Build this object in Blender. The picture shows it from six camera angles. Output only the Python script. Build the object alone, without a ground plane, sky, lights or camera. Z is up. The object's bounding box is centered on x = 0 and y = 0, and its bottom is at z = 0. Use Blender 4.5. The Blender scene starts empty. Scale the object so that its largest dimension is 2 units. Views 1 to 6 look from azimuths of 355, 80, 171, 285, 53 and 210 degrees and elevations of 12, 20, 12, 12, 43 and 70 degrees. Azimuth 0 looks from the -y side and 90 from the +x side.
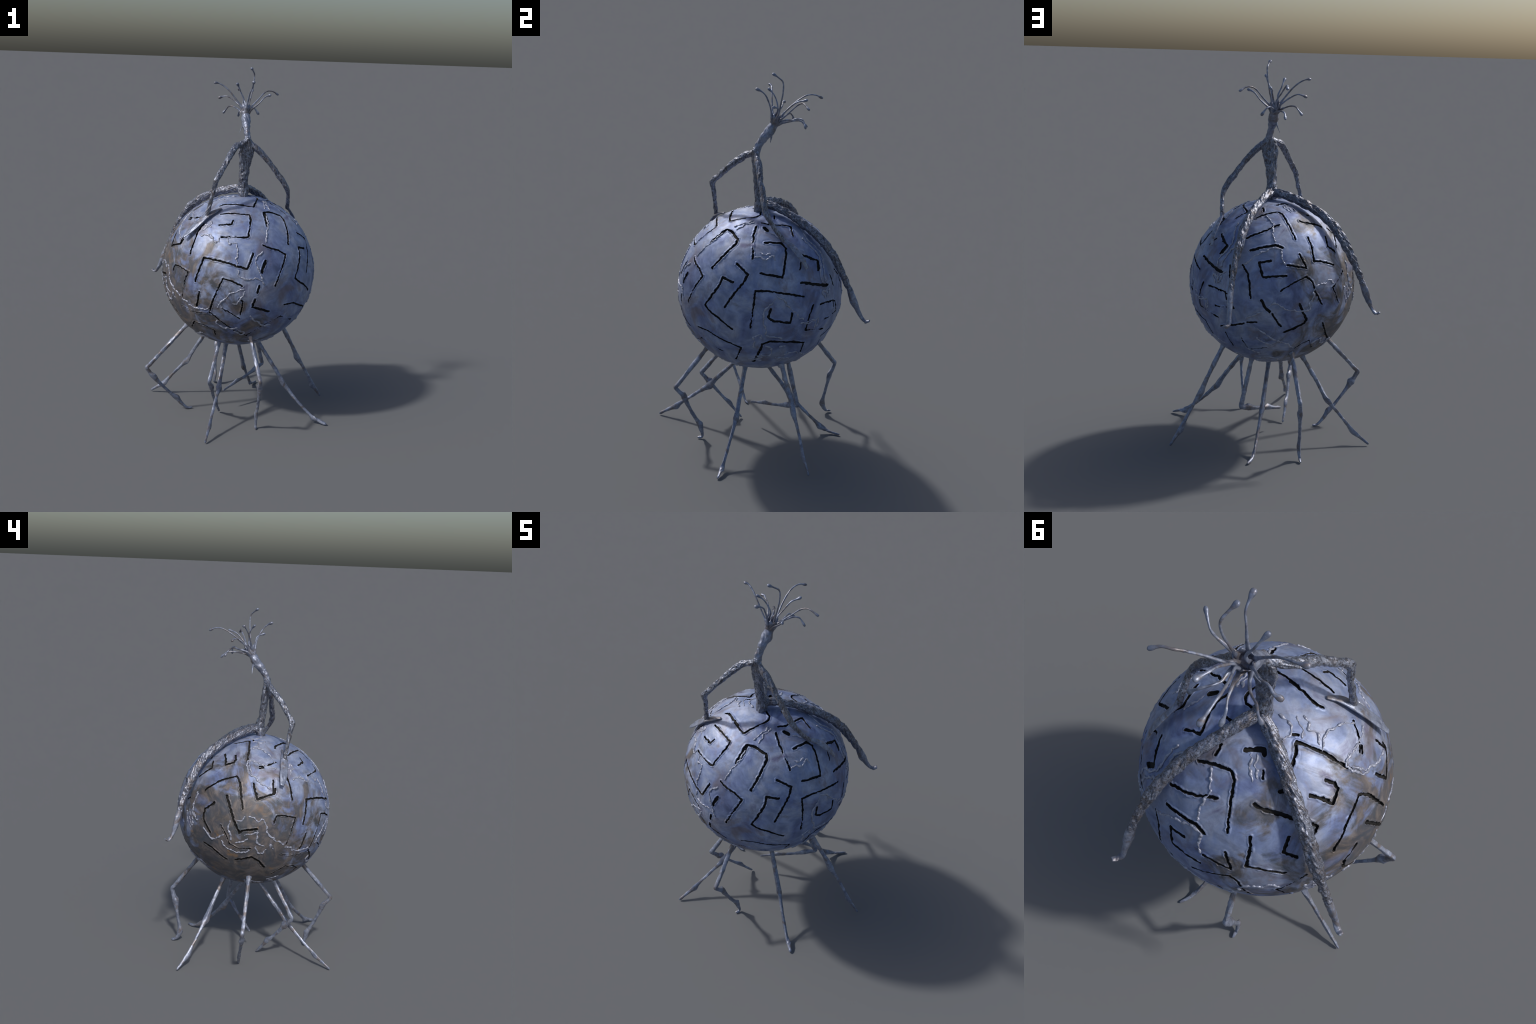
"""Welded steel sculpture: a slit hollow sphere on ten bent rod legs, with a thin
branch-like figure (torso, head with hair tendrils, two arms, two legs) seated on top."""
import bpy, math
import numpy as np
from mathutils import Vector

rng = np.random.default_rng(11)
CENTRE = np.array([-0.003, 0.001, 0.8485])
RADII = np.array([0.4365, 0.4385, 0.4340])


# ---------------------------------------------------------------- helpers
def hash3(i, j, k, seed):
    h = (i * 374761393 + j * 668265263 + k * 2147483647 + seed * 974634777) & 0xFFFFFFFF
    h = ((h ^ (h >> 13)) * 1274126177) & 0xFFFFFFFF
    return ((h ^ (h >> 16)) & 0xFFFFFF) / float(0xFFFFFF) * 2 - 1


def noise3(p, seed=0):
    """smooth value noise in -1..1, vectorised"""
    p = np.asarray(p, float)
    f = np.floor(p).astype(np.int64)
    t = p - f
    t = t * t * t * (t * (t * 6 - 15) + 10)
    out = 0
    for a in (0, 1):
        for b in (0, 1):
            for c in (0, 1):
                w = (t[:, 0] if a else 1 - t[:, 0]) * (t[:, 1] if b else 1 - t[:, 1]) * (t[:, 2] if c else 1 - t[:, 2])
                out = out + w * hash3(f[:, 0] + a, f[:, 1] + b, f[:, 2] + c, seed)
    return out


def spline(ctrl, step):
    """centripetal-ish Catmull-Rom through rows of any width; returns samples"""
    P = np.asarray(ctrl, float)
    P = np.vstack([2 * P[0] - P[1], P, 2 * P[-1] - P[-2]])
    out = []
    for i in range(1, len(P) - 2):
        p0, p1, p2, p3 = P[i - 1:i + 3]
        d0, d1, d2 = [max(np.linalg.norm((b - a)[:3]), 1e-6) ** 0.5 for a, b in ((p0, p1), (p1, p2), (p2, p3))]
        m1 = ((p1 - p0) / d0 - (p2 - p0) / (d0 + d1) + (p2 - p1) / d1) * d1
        m2 = ((p2 - p1) / d1 - (p3 - p1) / (d1 + d2) + (p3 - p2) / d2) * d1
        n = max(2, int(np.linalg.norm((p2 - p1)[:3]) / step))
        t = np.linspace(0, 1, n, endpoint=False)[:, None]
        out.append((2 * t**3 - 3 * t**2 + 1) * p1 + (t**3 - 2 * t**2 + t) * m1 + (-2 * t**3 + 3 * t**2) * p2 + (t**3 - t**2) * m2)
    out.append(P[-2][None])
    return np.vstack(out)


def unit(v):
    return v / (np.linalg.norm(v, axis=-1, keepdims=True) + 1e-12)


def sweep(path, half_wide, half_thick, aim, ring=14, power=2.0):
    """tube along path; its wide axis points along `aim` (per-sample vectors)"""
    path = np.asarray(path)
    tan = unit(np.gradient(path, axis=0))
    wide = unit(aim - tan * (aim * tan).sum(1, keepdims=True))
    thick = np.cross(tan, wide)
    ang = np.linspace(0, 2 * math.pi, ring, endpoint=False)
    c, s = np.cos(ang), np.sin(ang)
    c = np.sign(c) * np.abs(c) ** (2 / power)
    s = np.sign(s) * np.abs(s) ** (2 / power)
    v = path[:, None] + wide[:, None] * (half_wide[:, None] * c)[..., None] + thick[:, None] * (half_thick[:, None] * s)[..., None]
    n = len(path)
    v = v.reshape(-1, 3)
    f = []
    for i in range(n - 1):
        for j in range(ring):
            k = (j + 1) % ring
            f.append((i * ring + j, i * ring + k, (i + 1) * ring + k, (i + 1) * ring + j))
    v = np.vstack([v, path[0], path[-1]])
    a, b = n * ring, n * ring + 1
    for j in range(ring):
        k = (j + 1) % ring
        f.append((a, k, j))
        f.append((b, (n - 1) * ring + j, (n - 1) * ring + k))
    return v, f


def mesh_object(name, verts, faces, material, parent, smooth=True):
    me = bpy.data.meshes.new(name)
    me.from_pydata([tuple(x) for x in np.asarray(verts).tolist()], [], [tuple(x) for x in faces])
    me.update()
    me.materials.append(material)
    if smooth:
        me.polygons.foreach_set("use_smooth", [True] * len(me.polygons))
    ob = bpy.data.objects.new(name, me)
    bpy.context.scene.collection.objects.link(ob)
    ob.parent = parent
    return ob


# ---------------------------------------------------------------- materials
def steel(name, tones, scale, metallic, rough, bump=0.2, fine=220.0, stain=None, ground_reflection=False, speckle=None):
    """brushed, heat-blued steel: cloudy tone patches, fine scratches, optional brown blotches"""
    m = bpy.data.materials.new(name)
    m.use_nodes = True
    nt = m.node_tree
    N, L = nt.nodes, nt.links
    bsdf = N["Principled BSDF"]
    co = N.new("ShaderNodeTexCoord")

    def tex(sc, detail=5, roughness=0.55, distort=0.0, offset=(0, 0, 0), stretch=(1, 1, 1)):
        mp = N.new("ShaderNodeMapping")
        mp.inputs["Location"].default_value = offset
        mp.inputs["Scale"].default_value = stretch
        L.new(co.outputs["Object"], mp.inputs["Vector"])
        t = N.new("ShaderNodeTexNoise")
        t.inputs["Scale"].default_value = sc
        t.inputs["Detail"].default_value = detail
        t.inputs["Roughness"].default_value = roughness
        t.inputs["Distortion"].default_value = distort
        L.new(mp.outputs["Vector"], t.inputs["Vector"])
        return t.outputs["Fac"]

    def ramp(src, stops):
        r = N.new("ShaderNodeValToRGB")
        e = r.color_ramp.elements
        while len(e) < len(stops):
            e.new(0.5)
        for el, (pos, col) in zip(e, stops):
            el.position = pos
            el.color = (*col, 1) if len(col) == 3 else col
        L.new(src, r.inputs["Fac"])
        return r.outputs["Color"]

    def mix(fac, a, b, kind="MIX"):
        x = N.new("ShaderNodeMix")
        x.data_type = "RGBA"
        x.blend_type = kind
        for sock, val in ((x.inputs["Factor"], fac), (x.inputs["A"], a), (x.inputs["B"], b)):
            if hasattr(val, "is_output"):
                L.new(val, sock)
            elif isinstance(val, tuple):
                sock.default_value = (*val, 1)
            else:
                sock.default_value = val
        return x.outputs["Result"]

    n = len(tones)
    col = ramp(tex(scale, 6, 0.6, 1.2), [(0.30 + 0.40 * i / (n - 1), t) for i, t in enumerate(tones)])
    cloud = ramp(tex(scale * 3.2, 5, 0.65, 0.8, (3.1, 1.7, 0.4)), [(0.36, (0.78, 0.78, 0.78)), (0.64, (1.14, 1.14, 1.14))])
    col = mix(1.0, col, cloud, "MULTIPLY")
    if stain:
        tint, amount, sc, lo, hi = stain
        mask = ramp(tex(sc, 5, 0.6, 1.6, (7.3, 2.2, 5.1)), [(lo, (0, 0, 0)), (hi, (amount,) * 3)])
        col = mix(mask, col, tint)
    if ground_reflection:
        # baked reflection of the dark ground, painted as ragged brown-grey clouds on one flank
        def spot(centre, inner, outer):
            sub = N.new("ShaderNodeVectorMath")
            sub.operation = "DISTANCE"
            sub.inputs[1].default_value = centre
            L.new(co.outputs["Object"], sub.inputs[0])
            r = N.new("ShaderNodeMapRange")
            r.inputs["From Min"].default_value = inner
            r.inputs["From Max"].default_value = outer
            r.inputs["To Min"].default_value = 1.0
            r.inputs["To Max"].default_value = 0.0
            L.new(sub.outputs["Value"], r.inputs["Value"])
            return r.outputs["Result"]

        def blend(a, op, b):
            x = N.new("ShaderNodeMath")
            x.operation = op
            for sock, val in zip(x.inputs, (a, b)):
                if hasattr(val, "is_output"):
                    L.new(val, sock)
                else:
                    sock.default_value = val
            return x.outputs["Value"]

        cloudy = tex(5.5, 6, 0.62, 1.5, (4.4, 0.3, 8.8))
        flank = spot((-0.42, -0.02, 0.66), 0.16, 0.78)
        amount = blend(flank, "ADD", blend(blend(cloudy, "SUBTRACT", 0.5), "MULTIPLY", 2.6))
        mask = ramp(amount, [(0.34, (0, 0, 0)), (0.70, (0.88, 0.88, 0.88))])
        ground_tones = ramp(tex(9, 6, 0.65, 2.0, (1.4, 6.3, 2.8)), [(0.34, (0.055, 0.065, 0.072)), (0.46, (0.085, 0.080, 0.078)), (0.56, (0.14, 0.118, 0.10)), (0.68, (0.22, 0.185, 0.155))])
        col = mix(mask, col, ground_tones)
        warm_glow = ramp(blend(blend(flank, "MULTIPLY", 0.12), "ADD", tex(11, 2, 0.5, 0.6, (9.1, 3.3, 1.2))), [(0.76, (0, 0, 0)), (0.88, (0.8, 0.8, 0.8))])  # warm glow of the surroundings on the metal, tinted in as orange spots
        col = mix(warm_glow, col, (0.34, 0.19, 0.07))
    if speckle:
        pit_shade = ramp(tex(135, 4, 0.65, 1.2, (2.2, 8.1, 4.0), speckle), [(0.40, (0.85, 0.85, 0.85)), (0.53, (0, 0, 0))])  # blackness of shadowed pits painted on as random dark specks
        col = mix(pit_shade, col, (0.045, 0.040, 0.040))
    L.new(col, bsdf.inputs["Base Color"])
    bsdf.inputs["Metallic"].default_value = metallic
    rr = N.new("ShaderNodeMapRange")
    rr.inputs["To Min"].default_value = rough - 0.09
    rr.inputs["To Max"].default_value = rough + 0.11
    L.new(tex(scale * 4, 4, 0.6, 0.3, (1, 5, 2)), rr.inputs["Value"])
    L.new(rr.outputs["Result"], bsdf.inputs["Roughness"])
    bp = N.new("ShaderNodeBump")
    bp.inputs["Strength"].default_value = bump
    bp.inputs["Distance"].default_value = 0.002
    L.new(tex(fine, 4, 0.6), bp.inputs["Height"])
    L.new(bp.outputs["Normal"], bsdf.inputs["Normal"])
    return m


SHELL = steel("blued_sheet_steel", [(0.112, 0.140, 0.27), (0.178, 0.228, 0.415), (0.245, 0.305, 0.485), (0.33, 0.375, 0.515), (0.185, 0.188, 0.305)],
              5.0, 0.30, 0.52, 0.12, 160, ((0.175, 0.145, 0.155), 0.65, 4.6, 0.53, 0.67), ground_reflection=True)
BEAD = steel("weld_bead_steel", [(0.26, 0.28, 0.36), (0.42, 0.45, 0.56)], 22, 0.3, 0.38, 0.2, 300)
ROD = steel("forged_rod_steel", [(0.145, 0.165, 0.235), (0.25, 0.285, 0.385), (0.345, 0.385, 0.49)], 20, 0.40, 0.40, 0.3, 260,  # tones lowered and browned toward the shading baked on the original's legs
            ((0.17, 0.14, 0.125), 0.75, 12, 0.49, 0.62))
BARK = steel("rough_welded_steel", [(0.13, 0.14, 0.185), (0.23, 0.255, 0.335), (0.38, 0.42, 0.53)], 40, 0.5, 0.33, 0.6, 240,
             ((0.20, 0.165, 0.145), 0.6, 16, 0.50, 0.66), speckle=(1, 1, 1))
STREAKED = steel("streaked_welded_steel", [(0.14, 0.15, 0.195), (0.24, 0.27, 0.35), (0.38, 0.42, 0.53)], 40, 0.5, 0.33, 0.6, 240,
                 ((0.20, 0.165, 0.145), 0.6, 16, 0.50, 0.66), speckle=(1.15, 1.15, 0.34))
HOLLOW_BLACK = steel("blackened_hollow_steel", [(0.008, 0.008, 0.009), (0.016, 0.015, 0.015)], 9, 0.0, 0.85, 0.1, 120)  # near-black base colour gives the slits the darkness of an unlit hollow


root = bpy.data.objects.new("creature_on_sphere_sculpture", None)
bpy.context.scene.collection.objects.link(root)
root["label"] = "spindly welded steel creature seated on slit metal sphere with legs"
root["category"] = "metal sculpture"

# ---------------------------------------------------------------- the slit sphere
# torch-cut slits: (width in mm, centre line as (azimuth, elevation) in degrees)
CUTS_FRONT = [
    (9, [(-118, 55.5), (-100.5, 57.5), (-81.5, 56), (-81.5, 50.5), (-86, 36.5), (-89.5, 36), (-109.5, 35.5)]),
    (9, [(-115, 45), (-102.5, 46.5), (-101.5, 50.5)]),
    (9, [(-58.5, 57.5), (-59.5, 53), (-63.5, 46)]),
    (9, [(-74, 30), (-68.5, 27.5), (-61, 25.5), (-55, 21.5), (-59.5, 14.5), (-66.5, 0.5)]),
    (14, [(-73.5, 18.5), (-75.5, 14.5), (-77, 10.5)]),
    (10, [(-83, 24), (-85.5, 17.5), (-88, 13), (-96.5, 15.5), (-108, 18), (-121, 19), (-123, 11.5), (-126, 1.5)]),
    (9, [(-133, 44.5), (-134.5, 37), (-134, 28), (-134.5, 20)]),
    (8, [(-91, 1), (-97.5, 4), (-104.5, 6), (-107.5, -0.5), (-111.5, -10), (-115, -19.5)]),
    (10, [(-78.5, 1), (-80, -4)]),
    (11, [(-81.5, -9), (-83, -15), (-77.5, -16.5), (-69.5, -19.5)]),
    (9, [(-122.5, -6), (-124, -11.5), (-126, -18)]),
    (7, [(-93, -8.5), (-90, -10.5), (-91.5, -21.5)]),
    (6, [(-105, -17), (-98, -21), (-92, -25)]),
    (8, [(-115.5, -20.5), (-107.5, -28), (-101.5, -33.5), (-93, -39.5), (-83, -45)]),
    (6, [(-83.5, -43), (-71, -32.5), (-57, -25), (-39, -32)]),
    (6, [(-144.5, -42), (-134, -33.5), (-123.5, -35.5), (-115.5, -40), (-116.5, -46)]),
]

def side_cuts():
    CUTS_RIGHT = [
        (11, [(-65.5, 45), (-60, 58), (-51, 58), (-36.5, 53), (-36, 49.5), (-42.5, 39.5), (-49, 29)]),
        (10, [(-29, 35.5), (-19, 29), (-22, 23), (-27, 16.5), (-33, 6)]),
        (10, [(-29, 23), (-37.5, 25), (-39.5, 18.5), (-44, 11), (-48.5, 4), (-43, 0), (-35, -4), (-27.5, -9)]),
        (9, [(-18.5, 66), (-19.5, 57.5), (-16.5, 40)]),
        (9, [(-10, 70), (4, 67.5), (38, 63), (30.5, 55.5)]),
        (16, [(-5.5, 65), (-2, 62)]),
        (10, [(-5.5, 52), (11.5, 51), (15, 47), (10, 36), (6.5, 27.5), (-1, 29), (-10, 30.5)]),
        (9, [(32, 39), (43, 33), (40, 27.5)]),
        (7, [(25.5, 36.5), (21.5, 31)]),
        (12, [(21, 22.5), (33, 19), (45, 15.5)]),
        (9, [(21, 13), (9, 16.5), (-5.5, 19), (-13, 19), (-13.5, 10), (-15.5, -6.5)]),
        (11, [(-2.5, 7), (-4, 1.5), (-0.5, -1.5), (11, -3.5), (12, 3)]),
        (9, [(28.5, 6), (25, -1.5), (23, -11), (41.5, -16)]),
        (7, [(36, 5), (52, 2), (56, -7), (40.5, -7.5)]),
        (9, [(-56.5, -15), (-47.5, -15), (-36.5, -19.5), (-29.5, -21.5), (-22.5, -24.5), (-29.5, -40)]),
        (12, [(25, -23), (15, -19.5), (-2, -17), (-7, -19.5), (-9, -27.5), (-14, -40.5)]),
        (8, [(24.5, -23), (26.5, -35)]),
    ]
    return CUTS_RIGHT


def back_cuts():
    CUTS_BACK = [
        (9, [(28.5, 40.5), (36, 36), (42, 34), (38.5, 27.5)]),
        (10, [(20, 22.5), (30.5, 19.5), (37, 17.5), (43.5, 15.5)]),
        (7, [(34.5, 5), (42.5, 4.5), (49.5, 3.5), (50.5, -2)]),
        (9, [(59, 58.5), (69.5, 63.5), (87.5, 66), (93, 63.5), (97.5, 54), (100.5, 41)]),
        (10, [(58, 41), (71, 46.5), (87, 53)]),
        (9, [(113, 42), (113.5, 35), (112, 25), (118, 24.5), (129.5, 20.5)]),
        (10, [(133.5, 40.5), (130, 33.5), (136, 29)]),
        (11, [(64, 32.5), (73, 35), (83, 37), (88.5, 35.5)]),
        (10, [(80, 26.5), (71.5, 24.5), (73.5, 20), (75, 15.5), (90.5, 16.5)]),
        (9, [(101.5, 30.5), (105.5, 21), (91.5, 23.5)]),
        (10, [(60, 22), (64.5, 17), (66, 11.5), (67.5, 1.5)]),
        (8, [(50.5, 21), (51.5, 13.5)]),
        (7, [(87, 7), (95.5, 12), (105, 15.5), (109, 11.5), (111, 4.5), (116, -4)]),
        (7, [(139, 15), (125.5, 6), (131.5, -5)]),
        (12, [(74.5, 0.5), (77, -4), (80, -7)]),
        (9, [(81.5, -8.5), (88, -18)]),
        (11, [(99.5, -2), (102, -7.5), (105.5, -13.5), (104.5, -16), (97.5, -19.5), (90.5, -22.5)]),
        (8, [(42.5, -22.5), (52.5, -20), (62.5, -17)]),
        (9, [(65, -16), (71.5, -15)]),
        (5, [(58.5, -30), (62, -41), (77.5, -37.5)]),
        (8, [(119.5, -18), (128, -29), (138, -36)]),
        (5, [(102, -39.5), (106.5, -35), (112.5, -32), (121.5, -42)]),
        (6, [(45, -27.5), (47, -40)]),
    ]
    return CUTS_BACK


def left_cuts():
    CUTS_LEFT = [
        (9, [(145, 46), (150, 40.5), (140.5, 31.5)]),
        (10, [(153.5, 23.5), (166, 33), (179, 37.5), (-177, 32.5), (-175, 24), (-172.5, 14)]),
        (11, [(-165.5, 32.5), (-164, 26.5), (-162, 21.5), (-148.5, 25.5), (-147.5, 29)]),
        (9, [(-148.5, 35.5), (-149.5, 26)]),
        (11, [(174, 22.5), (178.5, 13), (-178.5, 5.5), (-174, -3.5), (-172, -1.5), (-162, 0)]),
        (11, [(165, 16), (157.5, 10), (156.5, 3.5), (160, -2), (163, -6)]),
        (10, [(-127.5, 66.5), (-88.5, 68)]),
        (8, [(-160.5, 46.5), (-151.5, 47.5), (-141.5, 50)]),
        (10, [(156.5, -15.5), (164, -18.5), (170, -24), (174.5, -26.5)]),
        (11, [(-177.5, -26.5), (-165, -22.5), (-159.5, -26), (-154, -33)]),
        (5, [(172, 1), (176, -5.5), (178.5, -13), (-174, -16), (-166, -15)]),
        (5, [(-142, -20.5), (-128, -23.5), (-115, -22)]),
        (6, [(-150, 4), (-148, 9.5), (-142, 9.5), (-133, 7.5), (-135, 1.5), (-139.5, -12.5)]),
    ]
    return CUTS_LEFT


def crown_cuts():
    CUTS_SHOULDER = [
        (9, [(-131, 64), (-126, 66.5), (-82.5, 66.5), (-70.5, 65), (-62, 69), (-24.5, 76.5), (-16.5, 79), (-22, 86)]),
    ]
    CUTS_CROWN = [
        (13, [(88.5, 76), (120.5, 78), (121.5, 76)]),
        (8, [(119.5, 69.5), (119, 66.5)]),
        (12, [(113.5, 56), (120, 54), (129.5, 52), (138, 48.5)]),
        (10, [(150, 68), (163.5, 71.5), (177, 74.5), (-178, 68), (-175, 62.5), (-174.5, 56), (-173, 48)]),
        (11, [(169, 55), (172.5, 51.5), (171.5, 48.5), (163.5, 45.5), (160, 50), (154, 54.5)]),
        (8, [(-156, 46), (-160, 45)]),
        (12, [(133.5, 60.5), (135.5, 60.5)]),
        (9, [(-176, 77.5), (-173, 75.5)]),
    ]
    CUTS_CROWN_EDGE = [
        (9, [(64, 66), (58.5, 70.5)]),
        (8, [(21, 73.5), (29.5, 77)]),
    ]
    return CUTS_SHOULDER + CUTS_CROWN + CUTS_CROWN_EDGE


def direction(az, el):
    a, e = np.radians(az), np.radians(el)
    return np.stack([np.cos(a) * np.cos(e), np.sin(a) * np.cos(e), np.sin(e)], -1)


def on_sphere(line):
    l = np.array(line, float)
    return direction(l[:, 0], l[:, 1])


def icosphere(level):
    """geodesic sphere by repeated midpoint subdivision (numpy)"""
    g = (1 + 5**0.5) / 2
    v = unit(np.array([(-1, g, 0), (1, g, 0), (-1, -g, 0), (1, -g, 0), (0, -1, g), (0, 1, g), (0, -1, -g), (0, 1, -g),
                       (g, 0, -1), (g, 0, 1), (-g, 0, -1), (-g, 0, 1)], float))
    f = np.array([(0, 11, 5), (0, 5, 1), (0, 1, 7), (0, 7, 10), (0, 10, 11), (1, 5, 9), (5, 11, 4), (11, 10, 2), (10, 7, 6), (7, 1, 8),
                  (3, 9, 4), (3, 4, 2), (3, 2, 6), (3, 6, 8), (3, 8, 9), (4, 9, 5), (2, 4, 11), (6, 2, 10), (8, 6, 7), (9, 8, 1)])
    for _ in range(level):
        e = np.sort(np.vstack([f[:, [0, 1]], f[:, [1, 2]], f[:, [2, 0]]]), 1)
        key, inv = np.unique(e[:, 0] * len(v) + e[:, 1], return_inverse=True)
        mid = unit(v[key // len(v)] + v[key % len(v)])
        m = inv + len(v)
        k = len(f)
        a, b, c = m[:k], m[k:2 * k], m[2 * k:]
        v = np.vstack([v, mid])
        f = np.vstack([np.stack(x, 1) for x in ((f[:, 0], a, c), (f[:, 1], b, a), (f[:, 2], c, b), (a, b, c))])
    return v, f


def build_shell():
    R = RADII.mean()
    v, f = icosphere(8)
    jag = 0.0017 * noise3(v * 52, 5) + 0.0011 * noise3(v * 120, 6)
    bend = np.stack([noise3(v * 28, s) for s in (21, 22, 23)], 1) * 0.006
    w = unit(v + bend)
    d = np.full(len(v), 0.05)
    for width, line in CUTS_FRONT + side_cuts() + back_cuts() + left_cuts() + crown_cuts():
        pts = on_sphere(line)
        for a, b in zip(pts[:-1], pts[1:]):
            mid = unit(a + b)
            reach = np.linalg.norm(a - b) / 2 + 0.07
            idx = np.nonzero(((w - mid) ** 2).sum(1) < reach**2)[0]
            q = w[idx]
            ab = b - a
            t = np.clip(((q - a) @ ab) / (ab @ ab), 0, 1)
            dist = np.linalg.norm(q - (a + t[:, None] * ab), axis=1) * R - width * 0.00058
            d[idx] = np.minimum(d[idx], dist)
    d = d + jag
    # marching cut along d = 0, keep d > 0
    side = d > 0
    cnt = side[f].sum(1)
    keep = f[cnt == 3]
    cut = f[(cnt == 1) | (cnt == 2)]
    new_d, extra = {}, []
    tris, rim = [], []

    def crossing(i, j):
        key = (i, j) if i < j else (j, i)
        if key not in new_d:
            t = np.clip(d[i] / (d[i] - d[j]), 0.04, 0.96)
            extra.append(unit(v[i] * (1 - t) + v[j] * t))
            new_d[key] = len(v) + len(extra) - 1
        return new_d[key]

    for tri in cut.tolist():
        s = [bool(side[x]) for x in tri]
        if sum(s) == 1:
            o = s.index(True)
            a, b, c = tri[o], tri[(o + 1) % 3], tri[(o + 2) % 3]
            p, q = crossing(a, b), crossing(a, c)
            tris.append((a, p, q))
            rim.append((p, q))
        else:
            o = s.index(False)
            a, b, c = tri[o], tri[(o + 1) % 3], tri[(o + 2) % 3]
            p, q = crossing(a, b), crossing(a, c)
            tris += [(p, b, c), (p, c, q)]
            rim.append((q, p))
    dirs = np.vstack([v, np.array(extra)])
    dd = np.concatenate([d, np.zeros(len(extra))])
    faces = np.vstack([keep, np.array(tris)])
    # relief: dented sheet, rolled burr along every slit
    dent = 0.0016 * noise3(dirs * 3.1, 1) + 0.0012 * noise3(dirs * 7, 2) + 0.0005 * noise3(dirs * 17, 3)
    burr = np.exp(-((dd - 0.0026) / 0.0026) ** 2) * np.clip(0.0013 + 0.0026 * noise3(dirs * 34, 8), 0, 1) - 0.0004 * np.exp(-((dd - 0.009) / 0.004) ** 2)
    pos = CENTRE + dirs * (RADII + (dent + burr)[:, None])
    # slit walls
    ring = sorted({x for e in rim for x in e})
    lower = {x: len(pos) + i for i, x in enumerate(ring)}
    pos = np.vstack([pos, pos[ring] - dirs[ring] * 0.0115])
    walls = [(q, p, lower[p], lower[q]) for p, q in rim]
    used = np.zeros(len(pos), bool)
    used[faces.ravel()] = True
    used[[lower[x] for x in ring]] = True
    remap = np.cumsum(used) - 1
    faces = remap[faces].tolist() + [tuple(int(remap[x]) for x in wl) for wl in walls]
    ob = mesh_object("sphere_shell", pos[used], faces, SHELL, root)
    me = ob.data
    me.materials.append(HOLLOW_BLACK)
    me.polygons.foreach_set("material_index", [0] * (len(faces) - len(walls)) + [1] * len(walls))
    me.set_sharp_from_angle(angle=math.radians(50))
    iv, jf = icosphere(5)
    mesh_object("shell_interior", CENTRE + iv * (RADII - 0.0095), jf.tolist(), HOLLOW_BLACK, ob)
    return ob


shell = build_shell()


# weld beads wandering over the sphere
BEADS_FRONT = [
    [(-124.5, 37.5), (-119, 33.5), (-116, 32), (-111.5, 32.5), (-110.5, 36)],
    [(-105, 35), (-102.5, 31), (-98.5, 31.5), (-96.5, 29.5), (-94.5, 24.5), (-96, 19.5), (-95, 15)],
    [(-94.5, 12.5), (-93, 8), (-88, 6), (-81.5, 6.5), (-77, 4), (-75, 1)],
    [(-74.5, 25.5), (-80, 21.5), (-80.5, 16.5), (-79, 11), (-76, 5)],
    [(-60, 54.5), (-64, 46), (-68, 38.5), (-72, 31.5)],
    [(-132, 43.5), (-127.5, 45), (-125, 47.5), (-124.5, 42.5), (-129.5, 40)],
    [(-157.5, 31.5), (-164, 36.5), (-172.5, 44), (-173, 51), (-154, 47)],
    [(-109.5, -17), (-106.5, -13), (-98.5, -4.5), (-88.5, -1.5)],
    [(-84, -22.5), (-79.5, -26.5), (-71, -32.5), (-63, -32.5)],
    [(-110.5, -27.5), (-109.5, -33), (-101.5, -35.5), (-93, -35)],
    [(-98, -12), (-94, -13), (-92.5, -9.5), (-88.5, -3)],
]

def side_beads():
    BEADS_RIGHT = [
        [(-15, 40.5), (-10, 41.5), (-5, 40.5), (0, 42), (3.5, 39.5)],
        [(-11.5, 45), (-7, 43), (-1, 43.5)],
        [(1, 16), (6.5, 12.5), (9, 8.5), (13.5, 4), (20.5, -3.5)],
        [(1, 14.5), (-2.5, 10), (-6, 6.5), (-7, 1.5), (-5.5, -6), (-4.5, -12.5), (1, -13.5), (6.5, -16)],
        [(-12.5, -24), (-12, -12.5), (-8.5, -12), (-8, -15.5)],
        [(21, -5.5), (27.5, -5.5), (33.5, -4.5), (32.5, -10.5)],
        [(50, 59), (45.5, 50), (50.5, 36.5), (47.5, 30.5), (42, 18.5)],
        [(46, 13.5), (42, 7.5), (42, 14.5)],
        [(-8, -30.5), (-1.5, -32), (0.5, -26.5), (-4.5, -20.5)],
        [(10.5, -32), (18.5, -31), (38.5, -40.5)],
        [(5, -22.5), (10.5, -23)],
        [(1, 60), (8, 57.5), (15, 52.5)],
        [(-52.5, 61.5), (-43, 66.5), (-25.5, 72)],
        [(-46, 60), (-33, 67.5), (-21.5, 69.5)],
    ]
    return BEADS_RIGHT


def back_beads():
    BEADS_BACK = [
        [(70.5, 61.5), (79, 55), (80.5, 46), (82.5, 39)],
        [(61, 23), (67.5, 29), (83, 35), (87.5, 34.5)],
        [(87.5, 34.5), (87.5, 28), (90.5, 23.5)],
        [(39.5, 17.5), (39, 23), (44.5, 31), (46, 38.5), (42, 45), (39.5, 52)],
        [(40.5, 7), (38, 13), (42.5, 13), (48.5, 17)],
        [(64, -12.5), (70, -10), (76.5, -6.5)],
        [(78.5, -3), (83.5, -1.5), (90, -5), (97, -6.5), (105.5, -6.5), (108, 0), (110.5, 7.5), (118, 9.5), (123.5, 11), (127.5, 8)],
        [(69, -19), (75.5, -23), (81.5, -28), (87.5, -31.5), (94.5, -33.5), (101, -39)],
        [(70, -27.5), (75, -32.5), (83.5, -36), (78, -31.5)],
        [(18.5, -5.5), (30, -5), (31.5, -11.5)],
        [(147, 21.5), (145.5, 13), (145.5, 1.5), (145, -6.5)],
        [(137.5, 5.5), (140, -5)],
        [(107, 75.5), (114, 66)],
    ]
    return BEADS_BACK


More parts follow.
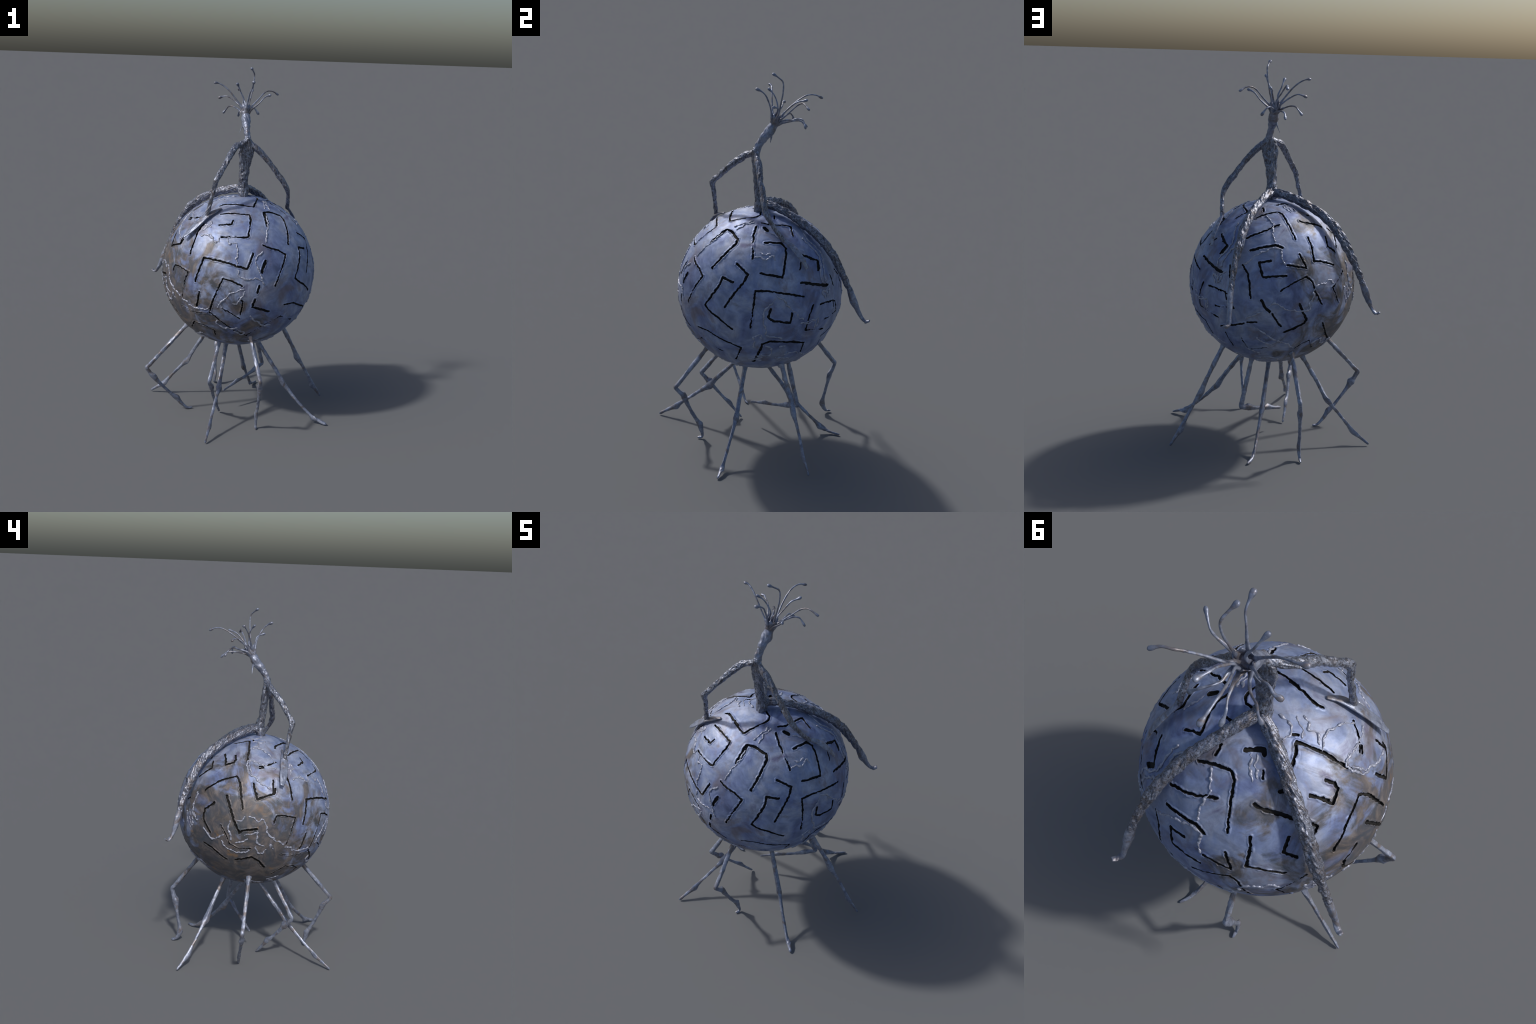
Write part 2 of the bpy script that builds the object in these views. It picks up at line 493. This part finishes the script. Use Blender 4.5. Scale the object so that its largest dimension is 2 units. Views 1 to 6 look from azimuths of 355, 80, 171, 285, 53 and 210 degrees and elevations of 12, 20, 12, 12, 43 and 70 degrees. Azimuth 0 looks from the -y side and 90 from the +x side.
def left_beads():
    BEADS_LEFT = [
        [(-172, 50), (-165.5, 51.5), (-158, 49), (-143, 43.5)],
        [(-171, 47.5), (-167, 40.5), (-162, 35.5), (-157, 32), (-151, 29)],
        [(-173.5, 63), (-159.5, 64.5), (-150, 60.5), (-145.5, 56.5), (-143, 50)],
        [(-177, 5.5), (-173, 5.5), (-171, 8.5)],
        [(-168.5, 8.5), (-164.5, 8), (-160.5, 6), (-158.5, 7.5), (-155, 2.5), (-154, -3), (-148, -8), (-141.5, -12.5)],
        [(179, 5.5), (177.5, -1.5), (179.5, -6), (-180, -10)],
        [(-171, -5), (-165.5, -4), (-161, -2), (-162.5, -7), (-160, -11.5), (-155, -12.5)],
        [(172.5, -10.5), (175.5, -16), (-177.5, -19), (-170, -19), (-166, -17)],
        [(-177.5, -11), (-172.5, -10.5), (-168.5, -7.5)],
        [(-161.5, -12.5), (-161, -17), (-156.5, -19.5), (-154.5, -16)],
        [(-152, -15), (-151, -12.5), (-148.5, -16)],
        [(156.5, -3), (160.5, -7.5), (164.5, -11), (169, -9), (174.5, -5)],
        [(-140, -15), (-135.5, -14.5), (-133, -17.5), (-125, -19), (-116.5, -19)],
        [(141.5, 5), (143, -8)],
        [(147, 6), (150, 0)],
        [(-132, 38.5), (-126, 42.5), (-121, 42.5)],
        [(-129.5, 34), (-121.5, 36.5), (-116, 32), (-110, 31.5)],
    ]
    BEADS_CROWN = [
        [(100, 75.5), (105, 70), (108.5, 64.5)],
        [(-128, 84), (-149.5, 81), (-165.5, 78.5), (177.5, 78.5), (161.5, 80)],
        [(-137, 77), (-150, 76.5), (-158, 74.5), (-172, 73)],
        [(-138, 74.5), (-148.5, 72.5), (-156, 71.5), (-161.5, 67), (-171.5, 65.5)],
    ]
    return BEADS_LEFT + BEADS_CROWN


def underside_drips():
    """short runs of molten metal scattered over the lower bowl"""
    runs = []
    for _ in range(18):
        az, el = rng.uniform(-180, 180), rng.uniform(-66, -28)
        line = [(az, el)]
        for _ in range(int(rng.integers(2, 4))):
            az, el = az + rng.uniform(-9, 9) / math.cos(math.radians(el)), el + rng.uniform(-6, 6)
            line.append((az, el))
        runs.append(line)
    return runs


for i, line in enumerate(BEADS_FRONT + side_beads() + back_beads() + left_beads() + underside_drips()):
    p = spline(on_sphere(line), 0.006)
    wig = np.stack([noise3(p * 20, 31 + k) * 0.016 + noise3(p * 46, 36 + k) * 0.008 for k in range(3)], 1)
    p = unit(p + wig)
    p = spline(p, 0.004)
    p = unit(p)
    rad = np.clip(0.0034 + 0.0030 * noise3(p * 34 + i * 1.7, 41) + 0.0009 * noise3(p * 80, 42), 0.0014, 1)
    n = len(p)
    taper = np.clip(np.minimum(np.arange(n), np.arange(n)[::-1]) / 3.0, 0.25, 1)
    path = CENTRE + p * (RADII + 0.0006)
    v, f = sweep(path, rad * taper * 1.15, rad * taper, np.cross(np.gradient(path, axis=0), p), 8)
    mesh_object("weld_bead", v, f, BEAD, shell)


# ---------------------------------------------------------------- ten rod legs under the sphere
# control points hip -> toe, index of knee leaf and of ankle leaf
SUPPORTS = [
    ([(-.310, -.053, .497), (-.415, -.087, .398), (-.516, -.104, .286), (-.487, -.093, .233), (-.422, -.069, .160), (-.348, -.041, .078), (-.278, -.020, .006), (-.250, -.012, .005)], 3, 5),
    ([(-.188, .111, .428), (-.226, .155, .341), (-.283, .183, .244), (-.351, .209, .157), (-.421, .236, .075), (-.499, .271, .007)], 2, 4),
    ([(-.117, -.197, .420), (-.143, -.241, .350), (-.166, -.294, .271), (-.155, -.256, .221), (-.122, -.144, .093), (-.094, -.071, .005)], 3, 4),
    ([(-.068, -.113, .382), (-.092, -.177, .307), (-.112, -.256, .221), (-.142, -.354, .135), (-.167, -.440, .069), (-.191, -.531, .005)], 2, 4),
    ([(-.050, .338, .496), (-.080, .396, .411), (-.089, .458, .327), (-.095, .442, .264), (-.100, .415, .150), (-.101, .405, .071), (-.102, .423, .014), (-.102, .453, .006)], 3, 5),
    ([(.018, .059, .375), (.039, .121, .294), (.062, .188, .203), (.088, .260, .122), (.115, .343, .045), (.135, .392, .011), (.165, .441, .005)], 2, 4),
    ([(.058, -.295, .512), (.080, -.377, .426), (.102, -.460, .328), (.104, -.427, .282), (.103, -.378, .182), (.099, -.333, .087), (.099, -.316, .010), (.095, -.341, .005)], 3, 5),
    ([(.119, .141, .371), (.152, .173, .309), (.174, .192, .215), (.139, .160, .195), (.079, .106, .171), (.011, .050, .147), (-.072, -.022, .117)], 3, 5),
    ([(.139, -.106, .393), (.212, -.131, .301), (.269, -.157, .215), (.342, -.197, .122), (.437, -.247, .037), (.505, -.280, .006)], 2, 4),
    ([(.277, .081, .483), (.322, .106, .397), (.381, .131, .284), (.436, .151, .184), (.487, .166, .093), (.540, .186, .005)], 2, 4),
]


def support_leg(ctrl, leaf, ankle, seed):
    c = [np.array(p) * (1.010, 1.010, 1.0) - (0, 0, 0.003 if p[2] > 0.03 else 0) for p in ctrl]
    up = unit(c[1] - c[2])
    top = c[1].copy()
    while (((top - CENTRE) / RADII) ** 2).sum() > 0.965 and np.linalg.norm(top - c[1]) < 0.3:
        top = top + up * 0.004
    c[0] = top
    bent = leaf == 3
    tight = c if not bent else c[:2] + [c[2] + 0.20 * (c[1] - c[2]), c[2], c[2] + 0.45 * (c[3] - c[2])] + c[3:]
    p = spline(tight, 0.005)
    s = np.concatenate([[0], np.cumsum(np.linalg.norm(np.diff(p, axis=0), axis=1))])
    at = lambda q: s[np.argmin(((p - q) ** 2).sum(1))]
    sl, sa, end = at(c[leaf]), at(c[ankle]), s[-1]
    fall = np.clip((s - sl) / 0.05, 0, 1)
    a = 0.0125 * (1 - fall) + 0.0092 * fall
    b = 0.0120 * (1 - fall) + 0.0085 * fall
    hump = lambda mid, before, after: np.exp(-(np.abs(s - mid) / np.where(s < mid, before, after)) ** 1.4)
    l1 = hump(sl + (0.006 if bent else 0), 0.018 if bent else 0.034, 0.040)
    l2 = hump(sa, 0.024, 0.030)
    a = a + 0.0090 * l1 + 0.0090 * l2
    b = b + 0.0030 * l1 + 0.0020 * l2
    tip = np.clip((s - (sa + 0.02)) / max(end - sa - 0.02, 0.01), 0, 1)
    b = b * (1 - 0.35 * tip)
    a = a * (1 - 0.12 * tip)
    root_flare = np.exp(-(s / 0.022) ** 2)
    a, b = a + 0.005 * root_flare, b + 0.005 * root_flare
    wob = noise3(np.stack([s * 34, s * 0 + seed, s * 0], 1), 3)
    a = a * (1 + 0.10 * wob)
    b = b * (1 + 0.10 * noise3(np.stack([s * 40, s * 0 + seed, s * 0 + 9], 1), 4))
    last = np.clip((end - s) / 0.010, 0, 1) ** 0.5
    a, b = a * (0.45 + 0.55 * last), b * (0.45 + 0.55 * last)
    aim = np.array([0, 0, 0.22]) - p
    tan = unit(np.gradient(p, axis=0))
    side = unit(aim - tan * (aim * tan).sum(1, keepdims=True))
    p2 = p + side * (0.0065 * (l1 + l2))[:, None]
    turn = (1 - fall) * 0.9 * noise3(np.stack([s * 9, s * 0 + seed * 3.3, s * 0], 1), 12) * np.clip(s / 0.05, 0, 1)
    aim = side * np.cos(turn)[:, None] + np.cross(tan, side) * np.sin(turn)[:, None]
    v, f = sweep(p2, a, b, aim, 16, 1.45)
    ctr = np.repeat(p2, 16, axis=0)
    body = v[:-2]
    n = unit(body - ctr)
    v[:-2] = body + n * (0.0010 * noise3(body * 75, 50 + seed) + 0.0006 * noise3(body * 170, 70 + seed))[:, None]
    v[:, 2] = np.maximum(v[:, 2], 0.0)
    return v, f


for i, (ctrl, leaf, ankle) in enumerate(SUPPORTS):
    v, f = support_leg(ctrl, leaf, ankle, i)
    mesh_object("support_leg", v, f, ROD, root).data.set_sharp_from_angle(angle=math.radians(38))


# ---------------------------------------------------------------- the seated figure
# chains: rows of (x, y, z, half width, half thickness) in metres
X = np.array([1.0, 0, 0])
FIGURE = {
    "torso": [(.010, -.022, 1.274, .026, .022), (.010, -.018, 1.300, .028, .024), (.010, -.012, 1.330, .028, .026), (.010, -.024, 1.380, .026, .018), (.013, -.031, 1.440, .028, .017),
              (.016, -.037, 1.500, .037, .017), (.020, -.042, 1.550, .042, .018), (.024, -.044, 1.585, .030, .017), (.026, -.043, 1.605, .018, .017)],
    "neck": [(.026, -.043, 1.600, .018, .018), (.024, -.032, 1.627, .015, .018), (.021, -.018, 1.650, .016, .019)],
    "head": [(.021, -.018, 1.650, .016, .019), (.017, .006, 1.679, .022, .023), (.017, .030, 1.707, .026, .025), (.016, .044, 1.732, .022, .022), (.015, .052, 1.750, .022, .022)],
    "arm_r": [(0.024, -0.046, 1.601, 0.0136, 0.0136), (-0.012, -0.062, 1.579, 0.0157, 0.0157), (-0.043, -0.084, 1.565, 0.0177, 0.0177), (-0.091, -0.16, 1.497, 0.0177, 0.0157), (-0.131, -0.213, 1.434, 0.0157, 0.0146), (-0.155, -0.243, 1.393, 0.0157, 0.0146), (-0.166, -0.234, 1.34, 0.0114, 0.0114), (-0.179, -0.227, 1.282, 0.0114, 0.0114), (-0.199, -0.218, 1.197, 0.0094, 0.0104)],
    "hand_r": [(-.118, -.181, 1.234, .007, .004), (-.155, -.202, 1.220, .015, .005), (-.204, -.217, 1.194, .021, .006), (-.245, -.229, 1.157, .023, .005), (-.287, -.237, 1.118, .021, .005), (-.325, -.241, 1.080, .011, .004)],
    "arm_l": [(0.026, -0.044, 1.601, 0.0136, 0.0136), (0.06, -0.042, 1.567, 0.0157, 0.0167), (0.09, -0.04, 1.542, 0.0177, 0.0167), (0.144, -0.038, 1.487, 0.0157, 0.0146), (0.204, -0.032, 1.408, 0.0157, 0.0146), (0.246, -0.026, 1.355, 0.0157, 0.0146), (0.267, -0.009, 1.31, 0.0125, 0.0125), (0.274, 0.032, 1.247, 0.0114, 0.0114), (0.277, 0.069, 1.202, 0.0114, 0.0114)],
    "hand_l": [(.277, .069, 1.205, .011, .010), (.295, .102, 1.182, .015, .006), (.313, .129, 1.154, .018, .0055), (.330, .156, 1.116, .015, .005), (.340, .177, 1.072, .010, .004)],
    "leg_p": [(0.012, 0, 1.322, 0.0207, 0.0227), (0.029, 0.027, 1.32, 0.0207, 0.0217), (0.0802, 0.1092, 1.292, 0.0191, 0.0198), (0.1453, 0.2028, 1.2354, 0.0201, 0.0208), (0.1883, 0.2808, 1.1695, 0.0206, 0.0222), (0.2162, 0.3343, 1.1039, 0.021, 0.0217), (0.2401, 0.3773, 1.0209, 0.0146, 0.0184), (0.2541, 0.4079, 0.9563, 0.0114, 0.0155), (0.2631, 0.4291, 0.9107, 0.0114, 0.0146)],
    "foot_p": [(0.2631, 0.4291, 0.9107, 0.014, 0.0151), (0.2671, 0.4391, 0.8804, 0.0151, 0.0205), (0.2691, 0.4491, 0.8551, 0.0151, 0.0216), (0.274, 0.4732, 0.8045, 0.013, 0.013), (0.2799, 0.4982, 0.7611, 0.013, 0.0097), (0.2889, 0.5131, 0.749, 0.013, 0.0076), (0.304, 0.5301, 0.7561, 0.0108, 0.0054)],
    "leg_q": [(0.008, 0, 1.322, 0.0207, 0.0227), (-0.014, 0.013, 1.32, 0.0207, 0.0227), (-0.0952, 0.0732, 1.299, 0.0207, 0.0207), (-0.1724, 0.1362, 1.2635, 0.0217, 0.0217), (-0.2379, 0.1871, 1.2212, 0.0223, 0.0232), (-0.2954, 0.2323, 1.1598, 0.0229, 0.0238), (-0.3456, 0.2674, 1.0717, 0.022, 0.0228), (-0.3916, 0.2945, 0.9715, 0.014, 0.0166), (-0.4198, 0.3055, 0.9057, 0.0123, 0.0146)],
    "foot_q": [(-0.4198, 0.3055, 0.9057, 0.0151, 0.0151), (-0.4299, 0.3105, 0.8753, 0.014, 0.0194), (-0.4409, 0.3145, 0.845, 0.014, 0.0194), (-0.4659, 0.3264, 0.7843, 0.0119, 0.0108), (-0.4818, 0.3384, 0.7561, 0.0119, 0.0086), (-0.4928, 0.3464, 0.751, 0.0119, 0.0065), (-0.5059, 0.3534, 0.7612, 0.0097, 0.0054)],
}
PART = {"torso": "torso", "neck": "neck", "head": "head", "arm_r": "arm", "arm_l": "arm", "hand_r": "hand", "hand_l": "hand",
        "leg_p": "leg", "leg_q": "leg", "foot_p": "foot", "foot_q": "foot"}
ROUGH = {"torso": 1.0, "neck": .45, "head": .35, "arm_r": .75, "arm_l": .6, "hand_r": .15, "hand_l": .15, "leg_p": 1.0, "leg_q": 1.15, "foot_p": .2, "foot_q": .25}


def chain_aim(key, p):
    tan = np.gradient(p, axis=0)
    if key in ("torso", "neck", "head"):
        return np.tile(X, (len(p), 1))
    radial = p - CENTRE
    return np.cross(tan, radial)      # wide axis lies along the sphere's surface


def build_figure():
    verts, faces, base = [], [], 0
    samples, labels, tangents = [], [], []
    keys = list(FIGURE)
    for ki, key in enumerate(keys):
        c = spline(FIGURE[key], 0.004)
        p = c[:, :3]
        ridged = 1.4 if key[:3] in ('leg', 'arm') else 1.7 if key[:4] == 'foot' else 2.0
        v, f = sweep(p, c[:, 3], c[:, 4], chain_aim(key, p), 20, ridged)
        verts.append(v)
        faces += [tuple(x + base for x in q) for q in f]
        base += len(v)
        samples.append(p)
        labels.append(np.full(len(p), ki))
        tangents.append(unit(np.gradient(p, axis=0)))
    raw = mesh_object("figure_raw", np.vstack(verts), faces, BARK, None)
    md = raw.modifiers.new("fuse", "REMESH")
    md.mode = "VOXEL"
    md.voxel_size = 0.0024
    sm = raw.modifiers.new("relax", "SMOOTH")
    sm.iterations = 2
    ev = raw.evaluated_get(bpy.context.evaluated_depsgraph_get())
    me = bpy.data.meshes.new_from_object(ev)
    n = len(me.vertices)
    co = np.empty(n * 3)
    me.vertices.foreach_get("co", co)
    co = co.reshape(-1, 3)
    nor = np.empty(n * 3)
    me.vertices.foreach_get("normal", nor)
    nor = nor.reshape(-1, 3)
    S, LB, T = np.vstack(samples), np.concatenate(labels), np.vstack(tangents)
    near = np.empty(n, int)
    for i in range(0, n, 4000):
        d2 = ((co[i:i + 4000, None] - S[None]) ** 2).sum(2)
        near[i:i + 4000] = d2.argmin(1)
    lab = LB[near]
    rough = np.array([ROUGH[k] for k in keys])[lab]
    ends = np.array([tuple(e.vertices) for e in me.edges])
    deg = np.bincount(ends.ravel(), minlength=n)
    for _ in range(14):                       # let the roughness fade from part to part
        acc = np.bincount(ends[:, 0], rough[ends[:, 1]], n) + np.bincount(ends[:, 1], rough[ends[:, 0]], n)
        rough = 0.4 * rough + 0.6 * acc / np.maximum(deg, 1)
    t = T[near]
    arc = np.concatenate([np.concatenate([[0], np.cumsum(np.linalg.norm(np.diff(p, axis=0), axis=1))]) for p in samples])
    off = co - S[near]
    run = arc[near] + (off * t).sum(1)
    off = off - t * (off * t).sum(1, keepdims=True)
    q = off + run[:, None] * np.array([[0.26, 0.22, 0.20]]) + lab[:, None] * 3.7   # relief drawn out along the limb
    r1 = 1 - np.abs(noise3(q * 85, 61)) * 2
    r2 = 1 - np.abs(noise3(q * 170, 62)) * 2
    pit = np.clip(noise3(q * 110, 63) - 0.25, 0, 1)
    lump = noise3(co * 38, 64)
    h = rough * (0.0028 * r1 + 0.0017 * r2 - 0.0075 * pit) + 0.0022 * lump * (0.55 + 0.45 * rough) + np.array([0.0026 if k in ('head', 'neck') else 0.0 for k in keys])[lab] * noise3(co * 52 + 5, 66)
    co = co + nor * h[:, None]
    me.vertices.foreach_set("co", co.ravel())
    me.update()
    me.polygons.foreach_set("use_smooth", [True] * len(me.polygons))
    vn = np.empty(n * 3)
    me.vertices.foreach_get("normal", vn)
    vn = vn.reshape(-1, 3)
    polys = [list(p.vertices) for p in me.polygons]
    face_lab = [int(np.bincount(lab[p]).argmax()) for p in polys]
    for ki, key in enumerate(keys):
        mine = [p for p, l in zip(polys, face_lab) if l == ki]
        if not mine:
            continue
        ids = sorted({x for p in mine for x in p})
        back = {x: i for i, x in enumerate(ids)}
        mat = ROD if key in ("hand_r", "hand_l", "foot_p", "foot_q", "head", "neck") else STREAKED if key in ("torso", "arm_r", "arm_l") else BARK
        ob = mesh_object(PART[key], co[ids], [tuple(back[x] for x in p) for p in mine], mat, root)
        ob.data.normals_split_custom_set_from_vertices([tuple(x) for x in vn[ids].tolist()])
    bpy.data.objects.remove(raw)


build_figure()


# ---------------------------------------------------------------- hair, crown cup and chin spike
HEAD_TOP = np.array([.015, .050, 1.742])
HEAD_AXIS = unit(np.array([-.02, .33, .945]))
TENDRILS = [   # root side -> tip
    [(.036, .066, 1.800), (.047, .072, 1.846), (.058, .080, 1.908), (.061, .076, 1.959), (.052, .054, 1.979), (.038, .027, 1.995)],
    [(-.010, .044, 1.780), (-.042, .045, 1.822), (-.082, .049, 1.869), (-.117, .054, 1.896), (-.143, .055, 1.907), (-.168, .048, 1.908)],
    [(.000, .066, 1.800), (.003, .066, 1.822), (-.016, .057, 1.864), (-.027, .043, 1.889), (-.040, .020, 1.909)],
    [(.016, .098, 1.795), (-.002, .151, 1.840), (-.013, .205, 1.874), (-.014, .236, 1.882), (-.013, .265, 1.879), (-.007, .299, 1.862)],
    [(-.012, .065, 1.778), (-.029, .078, 1.795), (-.060, .102, 1.820), (-.090, .111, 1.834), (-.111, .123, 1.831), (-.138, .123, 1.820)],
    [(-.012, .068, 1.752), (-.029, .105, 1.767), (-.053, .134, 1.777), (-.075, .147, 1.775), (-.090, .164, 1.756), (-.107, .172, 1.732)],
    [(.017, .032, 1.770), (.024, .027, 1.813), (.033, .012, 1.857), (.046, -.008, 1.893), (.048, -.029, 1.911), (.048, -.057, 1.922)],
    [(.048, .088, 1.778), (.090, .117, 1.820), (.127, .146, 1.858), (.153, .161, 1.869), (.178, .167, 1.867), (.212, .182, 1.845)],
    [(.045, .050, 1.762), (.067, .051, 1.781), (.097, .054, 1.808), (.115, .052, 1.831), (.128, .040, 1.842), (.152, .013, 1.850)],
    [(.033, .090, 1.758), (.036, .134, 1.764), (.056, .168, 1.773), (.074, .184, 1.768), (.088, .188, 1.752), (.103, .192, 1.729)],
    [(.014, .085, 1.742), (.010, .118, 1.748), (.000, .163, 1.752), (-.012, .191, 1.747), (-.014, .206, 1.734), (-.013, .225, 1.714)],
    [(.026, .090, 1.795), (.033, .108, 1.814), (.042, .138, 1.843), (.046, .160, 1.857), (.054, .180, 1.862), (.064, .206, 1.867)],
]
for i, ctrl in enumerate(TENDRILS):
    ctrl = [(x, y, z - 0.002) for x, y, z in ctrl[:-1]] + ctrl[-1:]
    first = np.array(ctrl[0])
    rad = first - HEAD_TOP
    rad = rad - HEAD_AXIS * (rad @ HEAD_AXIS)
    base = HEAD_TOP - HEAD_AXIS * 0.008 + unit(rad) * 0.015
    knee = HEAD_TOP + HEAD_AXIS * 0.018 + unit(rad) * 0.022
    mid = [tuple(knee)] if (first - HEAD_TOP) @ HEAD_AXIS > 0.030 else []
    p = spline([tuple(base)] + mid + ctrl, 0.0035)
    s = np.concatenate([[0], np.cumsum(np.linalg.norm(np.diff(p, axis=0), axis=1))])
    u = s / s[-1]
    left = s[-1] - s
    a = 0.0085 * np.exp(-(s / 0.05) ** 2) + 0.0040
    b = 0.0030 * np.exp(-(s / 0.05) ** 2) + 0.0034
    bud = np.exp(-((left - 0.011) / 0.0125) ** 2)
    size = 1 + 0.2 * math.sin(i * 2.3)
    a = a + 0.0045 * bud * size
    b = b + 0.0032 * bud * size
    end = np.clip(left / 0.004, 0, 1) ** 0.5
    a, b = a * (0.7 + 0.3 * end), b * (0.7 + 0.3 * end)
    wob = 1 + 0.14 * noise3(np.stack([s * 90, s * 0 + i, s * 0], 1), 7)
    aim = np.cross(np.gradient(p, axis=0), p - (HEAD_TOP + HEAD_AXIS * 0.03))
    v, f = sweep(p, a * wob, b * wob, aim, 12, 2.3)
    mesh_object("hair_tendril", v, f, ROD, root)


def crown_cup():
    """open flared tube the hair grows from, ragged rim, 3 mm wall"""
    ex = unit(np.cross(HEAD_AXIS, [0, 1, 0]))
    ey = np.cross(HEAD_AXIS, ex)
    n = 48
    ang = np.linspace(0, 2 * math.pi, n, endpoint=False)
    radial = np.cos(ang)[:, None] * ex + np.sin(ang)[:, None] * ey
    top = 0.040 + 0.012 * np.sin(ang * 6 + 1) + 0.006 * np.sin(ang * 5 + 0.4)
    rows = []
    for h, r in ((-0.012, .0215), (0.3, .0235), (0.65, .027), (1.0, .0300)):
        hh = np.full(n, h) if h < 0 else top * h
        rows.append(HEAD_TOP + HEAD_AXIS * hh[:, None] + radial * r)
    for h, r in ((0.97, .0270), (0.6, .0235), (0.2, .0190), (0.0, .0010)):
        rows.append(HEAD_TOP + HEAD_AXIS * (top * h)[:, None] + radial * r)
    v = np.vstack(rows)
    v = v + np.stack([noise3(v * 120, k) for k in (1, 2, 3)], 1) * 0.0010
    f = []
    for i in range(len(rows) - 1):
        for j in range(n):
            k = (j + 1) % n
            f.append((i * n + j, i * n + k, (i + 1) * n + k, (i + 1) * n + j))
    mesh_object("hair_crown", v, f, ROD, root)


crown_cup()

spike = spline([(.002, .032, 1.690), (-.002, .038, 1.670), (-.008, .038, 1.655), (-.017, .036, 1.633)], 0.003)
k = np.linspace(1, 0.12, len(spike))
v, f = sweep(spike, 0.0085 * k, 0.005 * k, np.tile(np.array([0, 1.0, 0.2]), (len(spike), 1)), 10)
mesh_object("chin_spike", v, f, ROD, root)
